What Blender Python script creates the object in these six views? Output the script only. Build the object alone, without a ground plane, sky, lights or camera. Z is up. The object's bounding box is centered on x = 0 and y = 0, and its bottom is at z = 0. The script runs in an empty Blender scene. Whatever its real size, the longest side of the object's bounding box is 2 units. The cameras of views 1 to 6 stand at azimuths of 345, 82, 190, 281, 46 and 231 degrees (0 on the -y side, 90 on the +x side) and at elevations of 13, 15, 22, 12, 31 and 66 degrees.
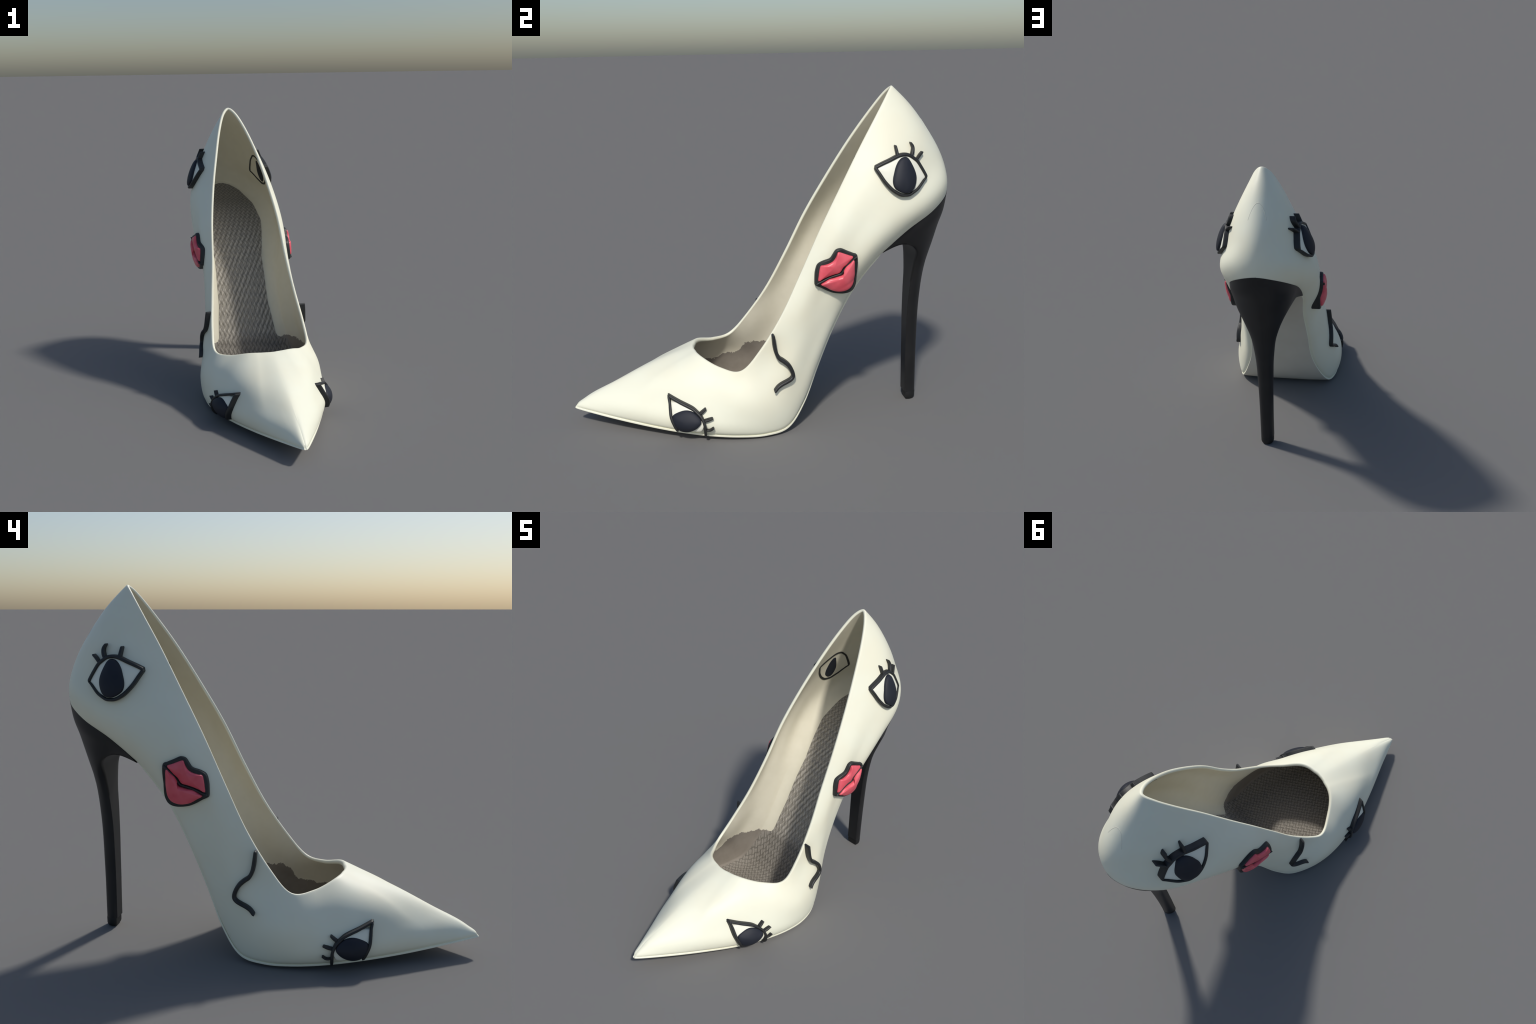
"""A stiletto pump in cream leather with comic-style raised eyes, lips and nose lines on both flanks."""
import bpy, bmesh, math
import numpy as np
from mathutils import Vector
from mathutils.bvhtree import BVHTree

# ------------------------------------------------------------------ shape of the last
# Half profiles, mirrored left/right.  Columns: half width, y (toe -, heel +), z, sideways drift of the centre line.
TOPLINE = np.array([
    (0.000, -0.363, 0.389, -0.004), (0.127, -0.333, 0.385, -0.005), (0.221, -0.239, 0.350, -0.006), (0.289, -0.143, 0.351, -0.002),
    (0.292, -0.042, 0.455, 0.004), (0.266, 0.067, 0.622, 0.009), (0.236, 0.170, 0.827, 0.012), (0.215, 0.275, 1.046, 0.015),
    (0.180, 0.389, 1.253, 0.017), (0.137, 0.496, 1.437, 0.019), (0.093, 0.590, 1.582, 0.017), (0.047, 0.661, 1.684, 0.014),
    (0.000, 0.695, 1.721, 0.014)])
FEATHER = np.array([
    (0.000, -0.999, 0.089, -0.011), (0.022, -0.981, 0.085, -0.009), (0.109, -0.816, 0.065, -0.004), (0.190, -0.651, 0.048, -0.001),
    (0.263, -0.487, 0.035, 0.003), (0.315, -0.323, 0.022, 0.004), (0.345, -0.166, 0.014, 0.005), (0.342, -0.024, 0.010, 0.007),
    (0.306, 0.096, 0.028, 0.008), (0.254, 0.188, 0.134, 0.007), (0.202, 0.270, 0.303, 0.005), (0.187, 0.358, 0.507, 0.003),
    (0.183, 0.463, 0.708, 0.010), (0.206, 0.585, 0.879, 0.017), (0.204, 0.725, 1.003, 0.015), (0.175, 0.866, 1.088, 0.012),
    (0.098, 0.965, 1.150, 0.011), (0.000, 1.002, 1.178, 0.012)])
# which topline station each feather-edge station is joined to by a rib
RIB_TOP = np.array([0, .15, .6, 1.05, 1.5, 2.0, 2.6, 3.1, 3.5, 3.85, 4.35, 5.0, 5.8, 6.6, 7.6, 8.7, 10.3, 12])
# how far each rib swells out of the straight line (at 10, 30, 55 and 80 % of its height)
SWELL_AT = np.array([0, 2, 3.5, 5, 6.5, 8, 9.5, 11, 13, 15, 16, 17.])
SWELL = np.array([
    (.019, .026, .026, .016), (.030, .045, .048, .024), (.034, .050, .053, .034), (.031, .049, .048, .032), (.020, .042, .050, .028),
    (.018, .041, .045, .020), (.025, .046, .052, .020), (.027, .043, .047, .034), (.031, .072, .064, .050), (.051, .081, .079, .047),
    (.045, .065, .072, .044), (.030, .060, .057, .036)])
SWELL_V = np.array([0, .1, .3, .55, .8, 1])
MIRROR = np.array([-1, 1, 1, 1.])


def catmull(points, t):
    n = len(points)
    t = np.clip(np.asarray(t, float), 0, n - 1 - 1e-9)
    i = np.floor(t).astype(int)
    f = (t - i)[:, None]
    m = MIRROR[:points.shape[1]]
    q = np.vstack([points[1] * m, points, points[-2] * m])
    a, b, c, d = q[i], q[i + 1], q[i + 2], q[i + 3]
    return .5 * (2 * b + (c - a) * f + (2 * a - 5 * b + 4 * c - d) * f ** 2 + (3 * b - a - 3 * c + d) * f ** 3)


def spline_matrix(knots, x):
    """weights of a natural cubic spline through values at the knots"""
    n, h = len(knots), np.diff(knots)
    a, b = np.zeros((n, n)), np.zeros((n, n))
    a[0, 0] = a[-1, -1] = 1
    for i in range(1, n - 1):
        a[i, i - 1:i + 2] = h[i - 1], 2 * (h[i - 1] + h[i]), h[i]
        b[i, i - 1:i + 2] = 6 / h[i - 1], -6 / h[i - 1] - 6 / h[i], 6 / h[i]
    s = np.linalg.solve(a, b)
    i = np.clip(np.searchsorted(knots, x, side='right') - 1, 0, n - 2)
    p, q = (knots[i + 1] - x) / h[i], (x - knots[i]) / h[i]
    w, r = np.zeros((len(x), n)), np.arange(len(x))
    w[r, i] += p
    w[r, i + 1] += q
    return w + ((p ** 3 - p) * h[i] ** 2 / 6)[:, None] * s[i] + ((q ** 3 - q) * h[i] ** 2 / 6)[:, None] * s[i + 1]


def unit(v):
    return v / (np.linalg.norm(v, axis=-1, keepdims=True) + 1e-12)


# stations crowd together at the toe tip and at the heel, where the outline turns quickly
e = np.linspace(0, 1, 61) ** 1.7 * 2.0
S = np.concatenate([e[:-1], np.linspace(2, 15, 118)[:-1], 17 - 2 * np.linspace(1, 0, 50) ** 1.5])
V = np.linspace(0, 1, 57) ** 1.15
NS, NV = len(S), len(V)


def normals_of(p):
    ds, dv = np.gradient(p, axis=0), np.gradient(p, axis=1)
    ds[0], ds[-1] = (1, 0, 0), (-1, 0, 0)
    n = np.cross(ds, dv)
    n[0, :, 0] = n[-1, :, 0] = 0
    return unit(n)


rib_top = np.clip(spline_matrix(np.arange(-2., 19), S) @ np.concatenate([-RIB_TOP[2:0:-1], RIB_TOP, [24 - RIB_TOP[16]]]), 0, 12)
feather, topline = catmull(FEATHER, S), catmull(TOPLINE, rib_top)
topline[[0, -1], 0] = 0
feather[[0, -1], 0] = 0
# the measured topline is the crest of the rim: the outer skin stops just below it
length = np.linalg.norm(topline[:, :3] - feather[:, :3], axis=1)
THICK = np.interp(S, [0, 3, 6, 17], [.026, .025, .017, .017])[:, None]      # the lip of the throat is rolled thicker
v_end = 1 - .38 * THICK[:, 0] / length
VV = V[None, :] * v_end[:, None]
straight = feather[:, None] * (1 - VV[..., None]) + topline[:, None] * VV[..., None]
full = np.zeros((len(SWELL_AT), 6))
full[:, 1:-1] = SWELL


def even(s):
    """station numbers evened out near the crowded toe tip"""
    return s - .8 + .8 * np.exp(-s)


# mirrored knots keep the swell smooth across the centre line at toe and heel
kn = even(SWELL_AT)
m_ext = spline_matrix(np.concatenate([-kn[3:0:-1], kn, 2 * kn[-1] - kn[-2:-5:-1]]), even(S))
swell_s = m_ext @ np.concatenate([full[3:0:-1], full, full[-2:-5:-1]])
swell = np.einsum('sk,svk->sv', swell_s, np.stack([spline_matrix(SWELL_V, row) for row in VV]))
outer = straight[..., :3] + swell[..., None] * normals_of(straight[..., :3])
drift = straight[..., 3] - .008 * np.sin(np.pi * VV) * np.exp(-((S[:, None] - 4) / 1.8) ** 2) - .008 * np.sin(np.pi * VV) * np.exp(-((S[:, None] - 13) / 1.6) ** 2)
outer[[0, -1], :, 0] = 0
# relax the ridge of the vamp across the centre line (not at the tip, which stays pointed)
reach = 40
around = np.concatenate([outer[reach:0:-1] * np.array([-1, 1, 1]), outer])
weight = np.exp(-(np.arange(-reach, reach + 1) / 16.) ** 2)
weight /= weight.sum()
count = 70
calm = sum(w * around[k:k + count] for k, w in enumerate(weight))
mixing = np.clip((VV[:count] - .08) / .3, 0, 1) * np.clip((2.2 - S[:count, None]) / 1.2, 0, 1)
mixing = (mixing ** 2 * (3 - 2 * mixing) * (VV[:count] < .985))[..., None]
outer[:count] += (calm - outer[:count]) * mixing
outer[0, :, 0] = 0
# blunt little nose at the very tip
run = np.concatenate([np.zeros((NS, 1)), np.cumsum(np.linalg.norm(np.diff(outer, axis=1), axis=2), axis=1)], axis=1)
outer += normals_of(outer) * (.006 * np.exp(-((run - .028) / .028) ** 2) * np.exp(-(S[:, None] / 1.3) ** 2))[..., None]
N_OUT = normals_of(outer)
# arc length up each rib
climb = np.concatenate([np.zeros((NS, 1)), np.cumsum(np.linalg.norm(np.diff(outer, axis=1), axis=2), axis=1)], axis=1)


def sided(p, d, sign):
    q = p.copy()
    q[..., 0] = sign * p[..., 0] + d
    return q


# ------------------------------------------------------------------ helpers
ROOT = bpy.data.objects.new('high_heel_shoe', None)
bpy.context.collection.objects.link(ROOT)
ROOT['label'] = 'cream stiletto pump with raised cartoon eyes, red lips and black heel'
ROOT['category'] = 'shoe'


def add_mesh(name, verts, faces, material, parent=ROOT, smooth=True, sharp=None):
    me = bpy.data.meshes.new(name)
    me.from_pydata([tuple(map(float, v)) for v in verts], [], [tuple(map(int, f)) for f in faces])
    me.validate()
    bm = bmesh.new()
    bm.from_mesh(me)
    bmesh.ops.recalc_face_normals(bm, faces=bm.faces)
    bm.to_mesh(me)
    bm.free()
    ob = bpy.data.objects.new(name, me)
    bpy.context.collection.objects.link(ob)
    me.materials.append(material)
    if smooth:
        me.polygons.foreach_set('use_smooth', [True] * len(me.polygons))
        if sharp:
            me.set_sharp_from_angle(angle=math.radians(sharp))
    ob.parent = parent
    return ob


def grid_faces(a, b, flip=False, start=0, wrap=False):
    i, j = np.meshgrid(np.arange(a if wrap else a - 1), np.arange(b - 1), indexing='ij')
    k = (i + 1) % a
    f = np.stack([i * b + j, k * b + j, k * b + j + 1, i * b + j + 1], -1).reshape(-1, 4) + start
    return f[:, ::-1] if flip else f


def weld(verts, faces, eps=1e-5):
    """merge coincident vertices (centre seams, poles) and drop collapsed faces"""
    key = np.round(np.asarray(verts) / eps).astype(np.int64)
    _, first, inverse = np.unique(key, axis=0, return_index=True, return_inverse=True)
    inverse = inverse.ravel()
    out = []
    for f in faces:
        g = []
        for i in f:
            k = inverse[i]
            if k not in g:
                g.append(k)
        if len(g) > 2:
            out.append(g)
    return np.asarray(verts)[first], out


# ------------------------------------------------------------------ materials
def new_material(name, rough=.5, spec=.5):
    m = bpy.data.materials.new(name)
    m.use_nodes = True
    nt = m.node_tree
    b = nt.nodes['Principled BSDF']
    b.inputs['Roughness'].default_value = rough
    b.inputs['Specular IOR Level'].default_value = spec
    return m, nt, b


def node(nt, kind, **inputs):
    n = nt.nodes.new(kind)
    for k, v in inputs.items():
        n.inputs[k.replace('_', ' ')].default_value = v
    return n


def ramp(nt, source, *stops):
    r = nt.nodes.new('ShaderNodeValToRGB')
    el = r.color_ramp.elements
    while len(el) < len(stops):
        el.new(.5)
    for s, (pos, col) in zip(el, stops):
        s.position, s.color = pos, (*col, 1)
    nt.links.new(source, r.inputs[0])
    return r.outputs[0]


def mottled(name, low, high, scale=4, rough=.5, bump=0, bump_scale=60, spec=.5, detail=3):
    m, nt, b = new_material(name, rough, spec)
    tc = nt.nodes.new('ShaderNodeTexCoord')
    n = node(nt, 'ShaderNodeTexNoise', Scale=scale, Detail=detail)
    nt.links.new(tc.outputs['Object'], n.inputs['Vector'])
    nt.links.new(ramp(nt, n.outputs['Fac'], (.35, low), (.65, high)), b.inputs['Base Color'])
    if bump:
        g = node(nt, 'ShaderNodeTexNoise', Scale=bump_scale, Detail=4.)
        nt.links.new(tc.outputs['Object'], g.inputs['Vector'])
        bp = node(nt, 'ShaderNodeBump', Strength=bump, Distance=.004)
        nt.links.new(g.outputs['Fac'], bp.inputs['Height'])
        nt.links.new(bp.outputs['Normal'], b.inputs['Normal'])
    return m


CREAM = (.80, .79, .66)
LEATHER = mottled('cream_leather', (.955, .925, .725), (.965, .96, .775), 3.6, .48, .05, 45)
EYE_WHITE = mottled('eye_white', (.95, .94, .79), (.965, .96, .82), 8, .45)
SOLE = mottled('sole_leather', (.70, .655, .55), (.74, .695, .59), 5, .6, .1, 80)
INK = mottled('black_outline', (.018, .019, .019), (.026, .027, .027), 30, .5)
PUPIL = mottled('navy_pupil', (.015, .018, .028), (.021, .024, .034), 12, .6, spec=.35)
HEEL = mottled('black_heel', (.010, .010, .011), (.014, .014, .015), 10, .45)
HEEL_TIP = mottled('heel_rubber', (.008, .008, .008), (.012, .012, .012), 10, .6)
LIP = mottled('lip_red', (.84, .105, .14), (.93, .155, .195), 14, .38, .08, 30)
SEAM = mottled('seam_thread', (.80, .78, .64), (.84, .82, .68), 20, .6)


def weave_material():
    """basket weave on the diagonal, laid out in plan so that it stretches into streaks up the steep arch"""
    m, nt, b = new_material('woven_insole', .8, .3)
    tc = nt.nodes.new('ShaderNodeTexCoord')
    wob = node(nt, 'ShaderNodeTexNoise', Scale=14., Detail=2.)
    nt.links.new(tc.outputs['Object'], wob.inputs['Vector'])
    mix = nt.nodes.new('ShaderNodeMix')
    mix.data_type, mix.blend_type = 'RGBA', 'LINEAR_LIGHT'
    mix.inputs['Factor'].default_value = .006
    nt.links.new(tc.outputs['Object'], mix.inputs['A'])
    nt.links.new(wob.outputs['Color'], mix.inputs['B'])
    flat = nt.nodes.new('ShaderNodeMapping')
    flat.inputs['Rotation'].default_value = (0, 0, .87)
    flat.inputs['Scale'].default_value = (1, 1, 0)
    nt.links.new(mix.outputs['Result'], flat.inputs['Vector'])
    pitch = .019
    checks = node(nt, 'ShaderNodeTexChecker', Scale=1 / pitch)
    shift = nt.nodes.new('ShaderNodeMapping')
    shift.inputs['Location'].default_value = (0, 0, .003)
    nt.links.new(flat.outputs[0], shift.inputs['Vector'])
    nt.links.new(shift.outputs[0], checks.inputs['Vector'])
    threads = []
    for axis in 'XY':
        w = nt.nodes.new('ShaderNodeTexWave')
        w.bands_direction = axis
        w.inputs['Scale'].default_value = 2 * math.pi / (20 * pitch)
        w.inputs['Distortion'].default_value = .3
        w.inputs['Detail'].default_value = 1.
        nt.links.new(flat.outputs[0], w.inputs['Vector'])
        threads.append(w.outputs['Fac'])
    pick = nt.nodes.new('ShaderNodeMix')
    nt.links.new(checks.outputs['Fac'], pick.inputs['Factor'])
    nt.links.new(threads[0], pick.inputs['A'])
    nt.links.new(threads[1], pick.inputs['B'])
    fine = node(nt, 'ShaderNodeTexNoise', Scale=120., Detail=3.)
    nt.links.new(tc.outputs['Object'], fine.inputs['Vector'])
    add = nt.nodes.new('ShaderNodeMath')
    add.operation = 'MULTIPLY_ADD'
    add.inputs[1].default_value = .7
    nt.links.new(fine.outputs['Fac'], add.inputs[0])
    nt.links.new(pick.outputs['Result'], add.inputs[2])
    col = ramp(nt, add.outputs[0], (.25, (.155, .142, .12)), (.7, (.25, .23, .197)), (1., (.295, .272, .236)))
    # up the arch the cloth is paler, with slanting streaks like a stretched texture
    dot = nt.nodes.new('ShaderNodeVectorMath')
    dot.operation = 'DOT_PRODUCT'
    dot.inputs[1].default_value = (.87 / .03 * 2 * math.pi, 0, -.5 / .03 * 2 * math.pi)
    nt.links.new(mix.outputs['Result'], dot.inputs[0])
    sine = nt.nodes.new('ShaderNodeMath')
    sine.operation = 'SINE'
    nt.links.new(dot.outputs['Value'], sine.inputs[0])
    streak = nt.nodes.new('ShaderNodeMapRange')
    for k, v in ((1, -1.), (2, 1.), (3, 1.08), (4, 1.75)):
        streak.inputs[k].default_value = v
    nt.links.new(sine.outputs[0], streak.inputs[0])
    sep = nt.nodes.new('ShaderNodeSeparateXYZ')
    nt.links.new(tc.outputs['Object'], sep.inputs[0])
    zone = nt.nodes.new('ShaderNodeMapRange')
    for k, v in ((1, .25), (2, .30), (3, 0.), (4, 1.)):
        zone.inputs[k].default_value = v
    nt.links.new(sep.outputs['Z'], zone.inputs[0])
    fade = nt.nodes.new('ShaderNodeMapRange')
    for k, v in ((1, .85), (2, 1.08), (3, 1.), (4, .1)):
        fade.inputs[k].default_value = v
    nt.links.new(sep.outputs['Z'], fade.inputs[0])
    both = nt.nodes.new('ShaderNodeMath')
    both.operation = 'MULTIPLY'
    nt.links.new(zone.outputs[0], both.inputs[0])
    nt.links.new(fade.outputs[0], both.inputs[1])
    tint = nt.nodes.new('ShaderNodeMix')
    tint.inputs['A'].default_value = 1.
    nt.links.new(both.outputs[0], tint.inputs['Factor'])
    nt.links.new(streak.outputs[0], tint.inputs['B'])
    scaled = nt.nodes.new('ShaderNodeVectorMath')
    scaled.operation = 'SCALE'
    nt.links.new(col, scaled.inputs[0])
    nt.links.new(tint.outputs['Result'], scaled.inputs['Scale'])
    nt.links.new(scaled.outputs['Vector'], b.inputs['Base Color'])
    bp = node(nt, 'ShaderNodeBump', Strength=.7, Distance=.004)
    nt.links.new(add.outputs[0], bp.inputs['Height'])
    nt.links.new(bp.outputs['Normal'], b.inputs['Normal'])
    return m


def lining_material():
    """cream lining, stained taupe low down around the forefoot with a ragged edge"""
    m, nt, b = new_material('lining_leather', .6, .35)
    tc = nt.nodes.new('ShaderNodeTexCoord')
    sep = nt.nodes.new('ShaderNodeSeparateXYZ')
    nt.links.new(tc.outputs['Object'], sep.inputs[0])
    n = node(nt, 'ShaderNodeTexNoise', Scale=13., Detail=5., Roughness=.65)
    nt.links.new(tc.outputs['Object'], n.inputs['Vector'])

    def math_node(op, a, c):
        k = nt.nodes.new('ShaderNodeMath')
        k.operation = op
        for i, v in enumerate((a, c)):
            if isinstance(v, (int, float)):
                k.inputs[i].default_value = v
            else:
                nt.links.new(v, k.inputs[i])
        return k.outputs[0]
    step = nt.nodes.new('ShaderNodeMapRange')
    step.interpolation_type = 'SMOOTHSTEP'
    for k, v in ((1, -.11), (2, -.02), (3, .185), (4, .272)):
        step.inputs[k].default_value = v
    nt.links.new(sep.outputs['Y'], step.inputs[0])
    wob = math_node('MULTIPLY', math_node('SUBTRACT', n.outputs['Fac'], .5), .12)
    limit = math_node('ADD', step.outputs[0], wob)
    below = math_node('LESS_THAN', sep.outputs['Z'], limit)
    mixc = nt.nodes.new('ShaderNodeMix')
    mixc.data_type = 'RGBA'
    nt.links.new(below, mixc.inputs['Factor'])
    base = ramp(nt, n.outputs['Fac'], (.35, (.78, .735, .585)), (.65, (.81, .765, .615)))
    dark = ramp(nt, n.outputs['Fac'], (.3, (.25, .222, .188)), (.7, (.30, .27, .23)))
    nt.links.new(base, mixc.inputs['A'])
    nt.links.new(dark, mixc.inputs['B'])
    nt.links.new(mixc.outputs['Result'], b.inputs['Base Color'])
    return m


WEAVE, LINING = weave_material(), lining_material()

# ------------------------------------------------------------------ upper: outer skin and rolled rim
tuck = .010 * np.exp(-(climb / .017) ** 2) * np.interp(S, [0, 1.5, 12.6, 13.4], [.2, 1, 1, .15])[:, None]               # the skin turns in where it meets the sole edge
skin = outer - tuck[..., None] * N_OUT
up = unit(outer[:, -1] - outer[:, -2])
n_top = N_OUT[:, -1]
rim = []
for k in range(0, 9):
    a = math.pi * k / 8
    rim.append(outer[:, -1] + n_top * (THICK / 2) * (math.cos(a) - 1) + up * (THICK / 2) * math.sin(a) * .8)
rim = np.stack(rim, 1)
rim[..., 0] = np.maximum(rim[..., 0], 0)
rim[[0, -1], :, 0] = 0
sheet = np.concatenate([skin, rim[:, 1:]], axis=1)
sheet_drift = np.concatenate([drift, np.repeat(drift[:, -1:], 8, 1)], axis=1)
verts = np.concatenate([sided(sheet, sheet_drift, 1).reshape(-1, 3), sided(sheet, sheet_drift, -1).reshape(-1, 3)])
faces = np.concatenate([grid_faces(NS, sheet.shape[1]), grid_faces(NS, sheet.shape[1], True, NS * sheet.shape[1])])
UPPER = add_mesh('upper', *weld(verts, faces), LEATHER)

# ------------------------------------------------------------------ lining and floor inside
FLOOR_RISE = np.interp(S, [0, 7.0, 8.8, 11.5, 13.5, 15, 17], [.014, .016, .046, .046, .028, .018, .018])
inner = outer - THICK[..., None] * N_OUT
inner[..., 0] = np.where(S[:, None] < .05, 0, np.maximum(inner[..., 0], .0))
inner[[0, -1], :, 0] = 0
inner[:, -1] = rim[:, -1]
# start each inner rib a floor's height above the feather edge
FILLET = np.minimum(.034, climb[:, -1] * .2)                # height of the rounded corner between floor and wall
fl = np.minimum(FLOOR_RISE, climb[:, -1] * .3) + FILLET
W = np.linspace(0, 1, 40)
lined = np.zeros((NS, 40, 3))
lined_drift = np.zeros((NS, 40))
for i in range(NS):
    at = fl[i] + (climb[i, -1] - fl[i]) * W
    for c in range(3):
        lined[i, :, c] = np.interp(at, climb[i], inner[i, :, c])
    lined_drift[i] = np.interp(at, climb[i], drift[i])
cut = S > .35                                             # the very tip of the toe is solid
li, ld = lined[cut], lined_drift[cut]
ns = len(li)
ACROSS = 41
lat = np.linspace(1, -1, ACROSS)


def floor_sheet(rise, shrink, rows):
    """lateral rows across the floor between both inner walls"""
    p, d = li[rows][:, 0], ld[rows][:, 0]
    up_f = unit(li[rows][:, 6] - li[rows][:, 0])
    up_f[:, 0] = 0
    up_f = unit(up_f)
    w = p[:, 0] * shrink
    drop = FILLET[cut][rows]
    curl = np.clip((np.abs(lat)[None] * np.atleast_1d(shrink).reshape(-1, 1) - .72) / .28, 0, 1) ** 2.2 - 1
    out = np.zeros((len(p), ACROSS, 3))
    out[..., 0] = w[:, None] * lat[None] + d[:, None]
    out[..., 1:] = p[:, None, 1:] + (rise + curl * drop[:, None])[..., None] * up_f[:, None, 1:]
    return out


floor = floor_sheet(0, 1, np.arange(ns))
verts = np.concatenate([sided(li, ld, 1).reshape(-1, 3), sided(li, ld, -1).reshape(-1, 3), floor.reshape(-1, 3)])
faces = np.concatenate([grid_faces(ns, 40, True), grid_faces(ns, 40, False, ns * 40), grid_faces(ns, ACROSS, True, 2 * ns * 40)])
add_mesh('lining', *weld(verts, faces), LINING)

# ------------------------------------------------------------------ woven insole pad
s_in = S[cut]
rows = np.where((s_in > 1.2) & (s_in < 16.3))[0]
sr = s_in[rows]
half_width = np.interp(sr, [1.2, 8.5, 9.7, 10.3, 10.8, 12.2, 12.8, 13.5, 14.4, 15.4, 16.0, 16.3], [.5, .5, .190, .178, .163, .158, .178, .198, .178, .118, .06, .01])
frac = np.minimum(half_width / li[rows][:, 0, 0], .97)
top = floor_sheet(.002, frac, rows)
low = floor_sheet(-.003, frac, rows)
pad = np.concatenate([low[:, :1], top, low[:, -1:]], axis=1)
pv, pf = pad.reshape(-1, 3), list(grid_faces(len(rows), ACROSS + 2, True))
last = (len(rows) - 1) * (ACROSS + 2)
pf += [tuple(last + k for k in range(ACROSS + 2)), tuple(reversed(range(ACROSS + 2)))]
add_mesh('insole', pv, pf, WEAVE, sharp=50)

# ------------------------------------------------------------------ sole: thin slab with a visible edge
EDGE = .009
f3, fd = feather[:, :3].copy(), feather[:, 3]
rise = unit(outer[:, 3] - outer[:, 0])
rise[:, 0] = 0
rise = unit(rise)
side_in = np.zeros_like(f3)
side_in[:, 0] = -np.minimum(f3[:, 0], .012)
hide = np.interp(S, [12.9, 13.4], [0, 1])[:, None]        # tucked away above the heel seat
inset = np.zeros_like(f3)
inset[:, 0] = -np.minimum(f3[:, 0], .014)
base = f3 + hide * (inset + rise * .004)
ring = [base + side_in * .5, base + rise * .001, base + rise * .003 - side_in * .08, base + rise * EDGE - side_in * .08, base + rise * (EDGE + .002), base + rise * (EDGE + .002) + side_in]
ring[0] = base + side_in * .25
half = np.stack(ring, 1)
half[..., 0] = np.maximum(half[..., 0], 0)
half[[0, -1], :, 0] = 0
span = np.linspace(1, -1, 21)[1:-1]
bottom = np.repeat(half[:, :1], len(span), 1)
bottom_x = half[:, :1, 0] * span[None]
belly = np.interp(S, [0, 6, 8, 9, 10, 11.5, 12.8, 13.3], [0, .003, .007, .007, .006, .006, .005, 0])   # the shank is rounded underneath
bottom = bottom - (belly[:, None] * (1 - span[None] ** 4))[..., None] * rise[:, None]
bottom_sheet = np.concatenate([sided(half[:, :2][:, ::-1], np.repeat(fd[:, None], 2, 1), 1),
                               np.stack([bottom_x + fd[:, None], bottom[..., 1], bottom[..., 2]], -1),
                               sided(half[:, :2], np.repeat(fd[:, None], 2, 1), -1)], axis=1)
SOLE_OB = add_mesh('sole', *weld(bottom_sheet.reshape(-1, 3), grid_faces(NS, bottom_sheet.shape[1], True)), SOLE, sharp=60)
welt = half[:, 1:]
fd5 = np.repeat(fd[:, None], 5, 1)
wv = np.concatenate([sided(welt, fd5, 1).reshape(-1, 3), sided(welt, fd5, -1).reshape(-1, 3)])
wf = np.concatenate([grid_faces(NS, 5), grid_faces(NS, 5, True, NS * 5)])
add_mesh('welt', *weld(wv, wf), LEATHER, SOLE_OB, sharp=60)

# ------------------------------------------------------------------ heel: D-shaped stem flaring into the seat
# height, y of the back, y of the breast, half width, then how far the breast corner runs forward
HEEL_X = .0125
STEM = np.array([(.045, .862, .796, .0405), (.16, .862, .795, .041), (.25, .862, .794, .0420), (.37, .864, .794, .0445), (.46, .866, .794, .048),
                 (.56, .871, .796, .053), (.64, .878, .800, .0615), (.72, .888, .806, .0745), (.80, .903, .811, .100)])


def d_section(yb, yf, hw, zb, zs, zf, ys=None, wf=None, power=2.0):
    """closed ring: 24 points round the back, 4 along each side, 8 across the breast"""
    ys = yf + (yb - yf) * .3 if ys is None else ys
    wf = hw * .93 if wf is None else wf
    pts = []
    for k in range(25):
        a = math.pi * k / 24
        x, q = math.cos(a), math.sin(a)
        x = math.copysign(abs(x) ** (2 / power), x)
        q = abs(q) ** (2 / power)
        pts.append((hw * x, ys + (yb - ys) * q, zs + (zb - zs) * q))
    for k in (1, 2, 3, 4):
        t = k / 5
        pts.append((-(hw + (wf - hw) * t ** 2), ys + (yf - ys) * t, zs + (zf - zs) * t))
    for k in range(9):
        t = -1 + 2 * k / 8
        pts.append((wf * t * (1 - .04 * t ** 8), yf, zf))
    for k in (4, 3, 2, 1):
        t = k / 5
        pts.append((hw + (wf - hw) * t ** 2, ys + (yf - ys) * t, zs + (zf - zs) * t))
    return np.array(pts)


zz = np.concatenate([np.linspace(.045, .5, 12)[:-1], np.linspace(.5, .80, 14)])
stem = [np.interp(zz, STEM[:, 0], STEM[:, 0])] + [spline_matrix(STEM[:, 0], zz) @ STEM[:, c] for c in (1, 2, 3)]
rings = [d_section(yb, yf, hw, z, z, z, power=float(np.interp(z, [.3, .75], [2.1, 1.45]))) for z, yb, yf, hw in zip(*stem)]
# flare: ring by ring the section opens and tilts into the seat of the shoe
seat = FEATHER[13:]


def seat_ring():
    pts = []
    for k in range(25):
        a = k / 24
        t = abs(2 * a - 1)                               # 0 at the back, 1 at the side
        p = catmull(FEATHER, [17 - 2.6 * t])[0]
        pts.append(((1 if a < .5 else -1) * p[0] if t else 0, p[1], p[2]))
    corner = catmull(FEATHER, [13.15])[0]
    for sgn, seq in ((-1, (1, 2, 3, 4)), (0, range(9)), (1, (4, 3, 2, 1))):
        for k in seq:
            if sgn:
                p = catmull(FEATHER, [14.4 - (14.4 - 13.15) * k / 5])[0]
                pts.append((sgn * p[0], p[1], p[2]))
            else:
                pts.append((corner[0] * (-1 + 2 * k / 8), corner[1], corner[2]))
    return np.array(pts)


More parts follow.
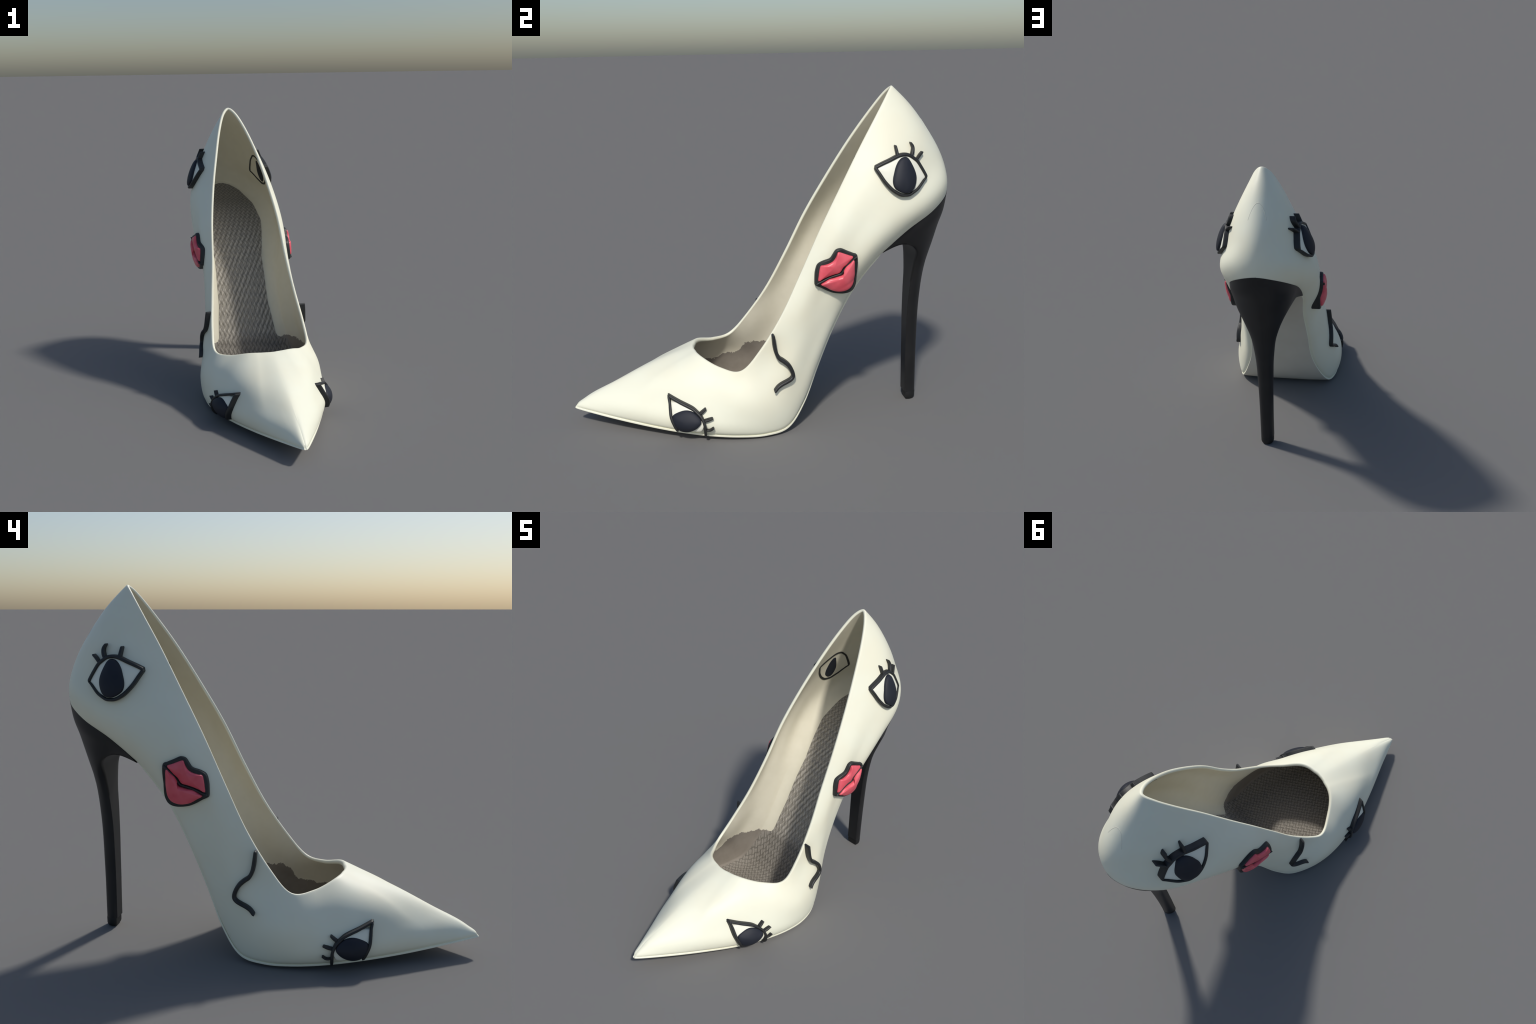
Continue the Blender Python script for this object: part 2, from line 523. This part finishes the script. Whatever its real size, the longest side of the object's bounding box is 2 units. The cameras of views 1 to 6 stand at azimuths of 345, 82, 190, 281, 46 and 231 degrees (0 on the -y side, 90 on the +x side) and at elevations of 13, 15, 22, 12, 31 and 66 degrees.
flare = [d_section(.924, .814, .126, .865, .860, .850, .835, .118, 1.4), d_section(.948, .803, .152, .940, .915, .888, .825, .142, 1.4),
         d_section(.970, .765, .175, 1.015, .970, .918, .805, .165, 1.5), d_section(.988, .700, .190, 1.085, 1.005, .927, .79, .183, 1.75)]
top_ring = seat_ring()
rings_key = [rings[-2], rings[-1]] + flare + [top_ring]
stack = np.stack(rings_key)
knots = np.array([-.5, 0, 1, 2, 3, 4, 5.])
fine = np.linspace(0, 5, 31)[1:]
blend = np.einsum('fk,kpc->fpc', spline_matrix(knots, fine), stack)
rings = np.concatenate([np.stack(rings), blend])
npt = rings.shape[1]
rings[..., 0] += np.interp(rings[..., 2], [0, .5, .9, 1.2], [HEEL_X, HEEL_X, .014, .012])
hv = rings.reshape(-1, 3)
hf = []
for r in range(len(rings) - 1):
    for k in range(npt):
        hf.append((r * npt + k, r * npt + (k + 1) % npt, (r + 1) * npt + (k + 1) % npt, (r + 1) * npt + k))
hf.append(tuple(reversed(range(npt))))                   # the top is closed by the sole it is glued to
HEEL_OB = add_mesh('heel', *weld(hv, hf), HEEL, sharp=48)
tip_z = [(.0, .82), (.004, .9), (.012, .97), (.040, .985), (.0445, .96)]
tip = []
for z, k in tip_z:
    q = d_section(.864, .801, .0405, z, z, z)
    c = q.mean(0)
    q = c + (q - c) * np.array([k, k, 1])
    q[:, 0] += HEEL_X
    tip.append(q)
tip = np.stack(tip)
tf = []
for r in range(len(tip) - 1):
    for k in range(npt):
        tf.append((r * npt + k, r * npt + (k + 1) % npt, (r + 1) * npt + (k + 1) % npt, (r + 1) * npt + k))
tf += [tuple(reversed(range(npt))), tuple((len(tip) - 1) * npt + k for k in range(npt))]
add_mesh('heel_tip', *weld(tip.reshape(-1, 3), tf), HEEL_TIP, HEEL_OB, sharp=48)

# ------------------------------------------------------------------ raised face motifs, pressed on sideways
me = UPPER.data
SKIN_TREE = BVHTree.FromPolygons([v.co.copy() for v in me.vertices], [tuple(p.vertices) for p in me.polygons])
lining_me = bpy.data.objects['lining'].data
LINING_TREE = BVHTree.FromPolygons([v.co.copy() for v in lining_me.vertices], [tuple(p.vertices) for p in lining_me.polygons])


def skin_x(y, z, side, inside=False):
    """x of the flank (or of the inner wall) at this place in side view"""
    tree = LINING_TREE if inside else SKIN_TREE
    o, d = (Vector((.05 * side, y, z)), Vector((side, 0, 0))) if inside else (Vector((side, y, z)), Vector((-side, 0, 0)))
    hit = tree.ray_cast(o, d)[0]
    if hit is None or hit.x * side < .02:
        near = tree.find_nearest(Vector((.25 * side, y, z)))[0]
        return near.x
    return hit.x


def curve_through(points, n, closed=False):
    p = np.array(points, float)
    if closed:
        q = np.vstack([p[-1], p, p[:2]])
        m = len(p)
    else:
        q = np.vstack([2 * p[0] - p[1], p, 2 * p[-1] - p[-2]])
        m = len(p) - 1
    t = np.linspace(0, m, n * 6 + 1)
    i = np.minimum(np.floor(t).astype(int), m - 1)
    f = (t - i)[:, None]
    a, b, c, d = q[i], q[i + 1], q[i + 2], q[i + 3]
    dense = .5 * (2 * b + (c - a) * f + (2 * a - 5 * b + 4 * c - d) * f ** 2 + (3 * b - a - 3 * c + d) * f ** 3)
    run = np.concatenate([[0], np.cumsum(np.linalg.norm(np.diff(dense, axis=0), axis=1))])
    at = np.linspace(0, run[-1], n + 1 if closed else n)
    out = np.stack([np.interp(at, run, dense[:, k]) for k in range(dense.shape[1])], 1)
    return (out[:-1] if closed else out), run[-1]


def stroke(name, points, side, width, height, material, parent, inside=False, n=48, sink=.006, round_ends=(True, True)):
    """a raised cord: points are (y, z); width is a number or a list spread along the cord"""
    path, total = curve_through(points, n)
    t = np.linspace(0, 1, n)
    w = np.interp(t, np.linspace(0, 1, len(np.atleast_1d(width))), np.atleast_1d(width)) / 2
    h = np.interp(t, np.linspace(0, 1, len(np.atleast_1d(height))), np.atleast_1d(height))
    run = t * total
    if round_ends[0]:
        w = w * np.sqrt(np.clip(1 - np.clip(1 - run / w, 0, .97) ** 2, 0, 1))
    if round_ends[1]:
        w = w * np.sqrt(np.clip(1 - np.clip(1 - (total - run) / w, 0, .97) ** 2, 0, 1))
    tan = unit(np.gradient(path, axis=0))
    nor = np.stack([-tan[:, 1], tan[:, 0]], 1)
    prof = [(-1, None)] + [(-math.cos(math.pi * k / 8), math.sin(math.pi * k / 8)) for k in range(9)] + [(1, None)]
    out_dir = -side if inside else side
    verts = []
    for i in range(n):
        mid = skin_x(path[i, 0], path[i, 1], side, inside)
        rr = min(w[i], h[i] * .6)
        for u, q in prof:
            y, z = path[i] + nor[i] * w[i] * u
            x = .5 * mid + .5 * skin_x(y, z, side, inside)
            lift = -sink if q is None else h[i] - rr + rr * q
            verts.append((x + out_dir * lift, y, z))
    m = len(prof)
    faces = [tuple(f) for f in grid_faces(n, m, side * (-1 if inside else 1) < 0)]
    faces += [tuple(range(m)), tuple((n - 1) * m + k for k in reversed(range(m)))]
    return add_mesh(name, verts, faces, material, parent, sharp=65)


def cushion(name, points, side, edge, crown, material, parent, inside=False, n=72, ring_count=12, sink=.006, soft=2.0, stiff=None):
    """a raised pad: closed outline in side view, straight wall up to `edge`, domed to `crown`"""
    out, _ = curve_through(points, n, True)
    centre = out.mean(0)
    out_dir = -side if inside else side
    hub = skin_x(*centre, side, inside)

    def wall(y, z, lift):
        """place on the flank; a stiff pad does not sink with the wall where that curves away"""
        x = skin_x(y, z, side, inside)
        return x if stiff is None or lift < 0 else side * max(side * x, side * hub - stiff)
    levels = [(.02, -sink), (.5, -sink), (1, -sink), (1, edge * .55), (.985, edge * .85)]
    for k in range(ring_count):
        r = .955 * math.cos(math.pi / 2 * k / ring_count)
        levels.append((r, edge + (crown - edge) * (1 - r ** soft) ** (1 / soft)))
    verts = []
    for r, lift in levels:
        for p in out:
            y, z = centre + (p - centre) * r
            verts.append((wall(y, z, lift) + out_dir * lift, y, z))
    verts.append((wall(*centre, crown) + out_dir * crown, *centre))
    faces = []
    flip = side * (-1 if inside else 1) > 0
    for r in range(len(levels) - 1):
        for k in range(n):
            f = (r * n + k, r * n + (k + 1) % n, (r + 1) * n + (k + 1) % n, (r + 1) * n + k)
            faces.append(f if flip else f[::-1])
    last = (len(levels) - 1) * n
    for k in range(n):
        f = (last + k, last + (k + 1) % n, len(verts) - 1)
        faces.append(f if flip else f[::-1])
    ob = add_mesh(name, verts, faces, material, parent, sharp=70)
    return ob


HEEL_EYE_UPPER = [(.554, 1.337), (.591, 1.354), (.628, 1.369), (.660, 1.383), (.684, 1.391), (.708, 1.393), (.730, 1.389), (.751, 1.376), (.773, 1.358), (.793, 1.328), (.810, 1.299), (.820, 1.278)]
HEEL_EYE_LOWER = [(.554, 1.337), (.572, 1.308), (.591, 1.276), (.609, 1.253), (.630, 1.231), (.652, 1.215), (.673, 1.205), (.694, 1.203), (.716, 1.204), (.740, 1.215), (.764, 1.229), (.786, 1.249), (.806, 1.268), (.820, 1.278)]
HEEL_PUPIL = [(.694, 1.382), (.712, 1.383), (.725, 1.375), (.738, 1.352), (.751, 1.323), (.758, 1.297), (.758, 1.276), (.752, 1.254), (.740, 1.231), (.723, 1.216), (.704, 1.211), (.680, 1.214), (.656, 1.226), (.639, 1.241), (.632, 1.261), (.633, 1.284), (.640, 1.309), (.651, 1.338), (.666, 1.362), (.681, 1.376)]
HEEL_LASHES = [([(.664, 1.439), (.667, 1.417), (.671, 1.388)], [.012, .015, .016]), ([(.744, 1.450), (.755, 1.430), (.754, 1.409), (.743, 1.384)], [.009, .016, .018, .016]), ([(.811, 1.400), (.791, 1.385), (.771, 1.365)], [.012, .014, .012])]
TOE_EYE_UPPER = [(-.512, .222), (-.482, .208), (-.448, .193), (-.414, .180), (-.390, .169), (-.372, .155), (-.356, .140), (-.346, .123), (-.339, .099), (-.337, .072), (-.335, .030)]
TOE_EYE_FRONT = [(-.510, .219), (-.505, .189), (-.504, .158), (-.503, .136), (-.499, .117), (-.490, .093), (-.481, .072), (-.471, .055)]
TOE_PUPIL = [(-.494, .135), (-.478, .148), (-.454, .159), (-.430, .165), (-.406, .164), (-.386, .157), (-.370, .146), (-.356, .130), (-.352, .113), (-.362, .097), (-.381, .078), (-.406, .062), (-.430, .054), (-.457, .057), (-.477, .071), (-.490, .094), (-.496, .117)]
TOE_LASHES = [([(-.358, .148), (-.342, .160), (-.327, .174)], [.014, .014, .009]), ([(-.339, .116), (-.320, .121), (-.295, .131)], [.014, .016, .009]), ([(-.333, .069), (-.312, .069), (-.293, .084)], [.010, .012, .009])]
LIPS_OUTLINE = [(.237, .780), (.238, .824), (.242, .849), (.250, .873), (.262, .886), (.283, .897), (.313, .908), (.328, .928), (.339, .945), (.350, .953), (.366, .956), (.378, .953), (.403, .941), (.429, .930), (.449, .917), (.452, .847), (.452, .805), (.448, .766), (.435, .738), (.415, .724), (.388, .719), (.358, .721), (.329, .727), (.296, .742), (.268, .759), (.246, .770)]
UPPER_LIP = [(.252, .796), (.254, .826), (.258, .852), (.265, .874), (.282, .878), (.306, .885), (.326, .896), (.340, .915), (.350, .939), (.359, .941), (.381, .933), (.407, .923), (.427, .915), (.412, .895), (.395, .876), (.378, .860), (.361, .834), (.333, .826), (.304, .818), (.275, .807)]
LOWER_LIP = [(.264, .778), (.281, .791), (.305, .805), (.330, .809), (.356, .816), (.375, .822), (.382, .833), (.379, .845), (.391, .867), (.411, .886), (.431, .902), (.435, .855), (.438, .816), (.434, .779), (.421, .753), (.401, .739), (.376, .733), (.349, .734), (.320, .743), (.291, .761)]
NOSE = [(.022, .536), (.024, .508), (.028, .471), (.035, .440), (.048, .415), (.067, .401), (.089, .382), (.104, .360), (.114, .335), (.115, .316), (.103, .303), (.082, .294), (.056, .284), (.035, .271), (.017, .251)]


def loop_of(upper, lower, shrink):
    pts = np.array(list(upper) + list(lower)[::-1][1:-1])
    c = pts.mean(0)
    return [tuple(c + (p - c) * shrink) for p in pts]


for side in (1, -1):
    # eye on the heel counter
    eye = cushion('eye', loop_of(HEEL_EYE_UPPER, HEEL_EYE_LOWER, .97), side, .018 if side < 0 else .014, .027 if side < 0 else .023, EYE_WHITE, ROOT)
    stroke('eyelid_outline', HEEL_EYE_UPPER, side, [.015, .016, .017, .017, .016], .032 if side < 0 else .026, INK, eye, n=70)
    stroke('eyelid_outline', HEEL_EYE_LOWER, side, [.015, .016, .017, .016, .012, .007], .031 if side < 0 else .026, INK, eye, n=70)
    cushion('pupil', HEEL_PUPIL, side, .030 if side < 0 else .026, .052 if side < 0 else .048, PUPIL, eye)
    for pts, w in HEEL_LASHES:
        stroke('eyelash', pts, side, [k * .9 for k in w], .032 if side < 0 else .024, INK, eye, n=20)
    # the same eye shows through on the inner wall
    inner_eye = stroke('inner_eyelid_outline', HEEL_EYE_UPPER, side, [.014, .013, .010, .013], .004, INK, ROOT, True, n=60)
    stroke('inner_eyelid_outline', HEEL_EYE_LOWER, side, [.015, .014, .010], .004, INK, inner_eye, True, n=60)
    cushion('inner_pupil', [(.690 + (y - .695) * .62 - (z - 1.3) * .1, 1.288 + (z - 1.297) * .85) for y, z in HEEL_PUPIL], side, .002, .006, PUPIL, inner_eye, True)
    # eye on the vamp
    eye = cushion('eye', TOE_EYE_FRONT[1:] + [(-.43, .06), (-.36, .058)] + TOE_EYE_UPPER[-3:1:-1], side, .014, .024, EYE_WHITE, ROOT)
    stroke('eyelid_outline', TOE_EYE_UPPER, side, [.011, .014, .015, .014, .013], .030, INK, eye, n=70)
    stroke('eyelid_outline', TOE_EYE_FRONT, side, [.012, .015, .016, .014], .030, INK, eye, n=50)
    cushion('pupil', TOE_PUPIL, side, .022, .044, PUPIL, eye)
    for pts, w in TOE_LASHES:
        stroke('eyelash', pts, side, [k * .85 for k in w], .020, INK, eye, n=20)
    # lips under the arch of the foot
    lips = cushion('lips', LIPS_OUTLINE, side, .020, .021, INK, ROOT, n=120, stiff=.008)
    cushion('upper_lip', UPPER_LIP, side, .024, .040, LIP, lips, n=96, sink=-.010, stiff=.008)
    cushion('lower_lip', LOWER_LIP, side, .026, .050, LIP, lips, n=96, sink=-.010, stiff=.008)
    stroke('mouth_line', [(.243, .782), (.270, .794), (.300, .807), (.335, .818), (.368, .828), (.382, .848), (.398, .872), (.420, .895), (.444, .915)], side, [.010, .010, .011, .012, .010, .009], .031, INK, lips, n=50, sink=-.010)
    # nose line beside the ball of the foot
    stroke('nose_line', NOSE, side, [.014, .018, .018, .020, .020, .019, .018, .016], [.038, .034, .028, .026] if side > 0 else [.032, .028, .024, .024], INK, ROOT, n=90)

# ------------------------------------------------------------------ curved seam of the heel counter
seam_pts = []
for t in np.linspace(-1, 1, 41):
    x, z = .012 + .052 * t, 1.555 - .085 * t * t
    hit, nrm, _, _ = SKIN_TREE.ray_cast(Vector((x, 2, z)), Vector((0, -1, 0)))
    seam_pts.append((hit, nrm))
sv, sf = [], []
for i, (p, nrm) in enumerate(seam_pts):
    nrm = nrm if nrm.y > 0 else -nrm
    tan = (seam_pts[min(i + 1, 40)][0] - seam_pts[max(i - 1, 0)][0]).normalized()
    bi = nrm.cross(tan)
    for k in range(6):
        a = 2 * math.pi * k / 6
        sv.append(p + bi * .0015 * math.cos(a) + nrm * (.0007 * math.sin(a)))
for i in range(40):
    for k in range(6):
        sf.append((i * 6 + k, i * 6 + (k + 1) % 6, i * 6 + 6 + (k + 1) % 6, i * 6 + 6 + k))
add_mesh('counter_seam', sv, sf, SEAM)
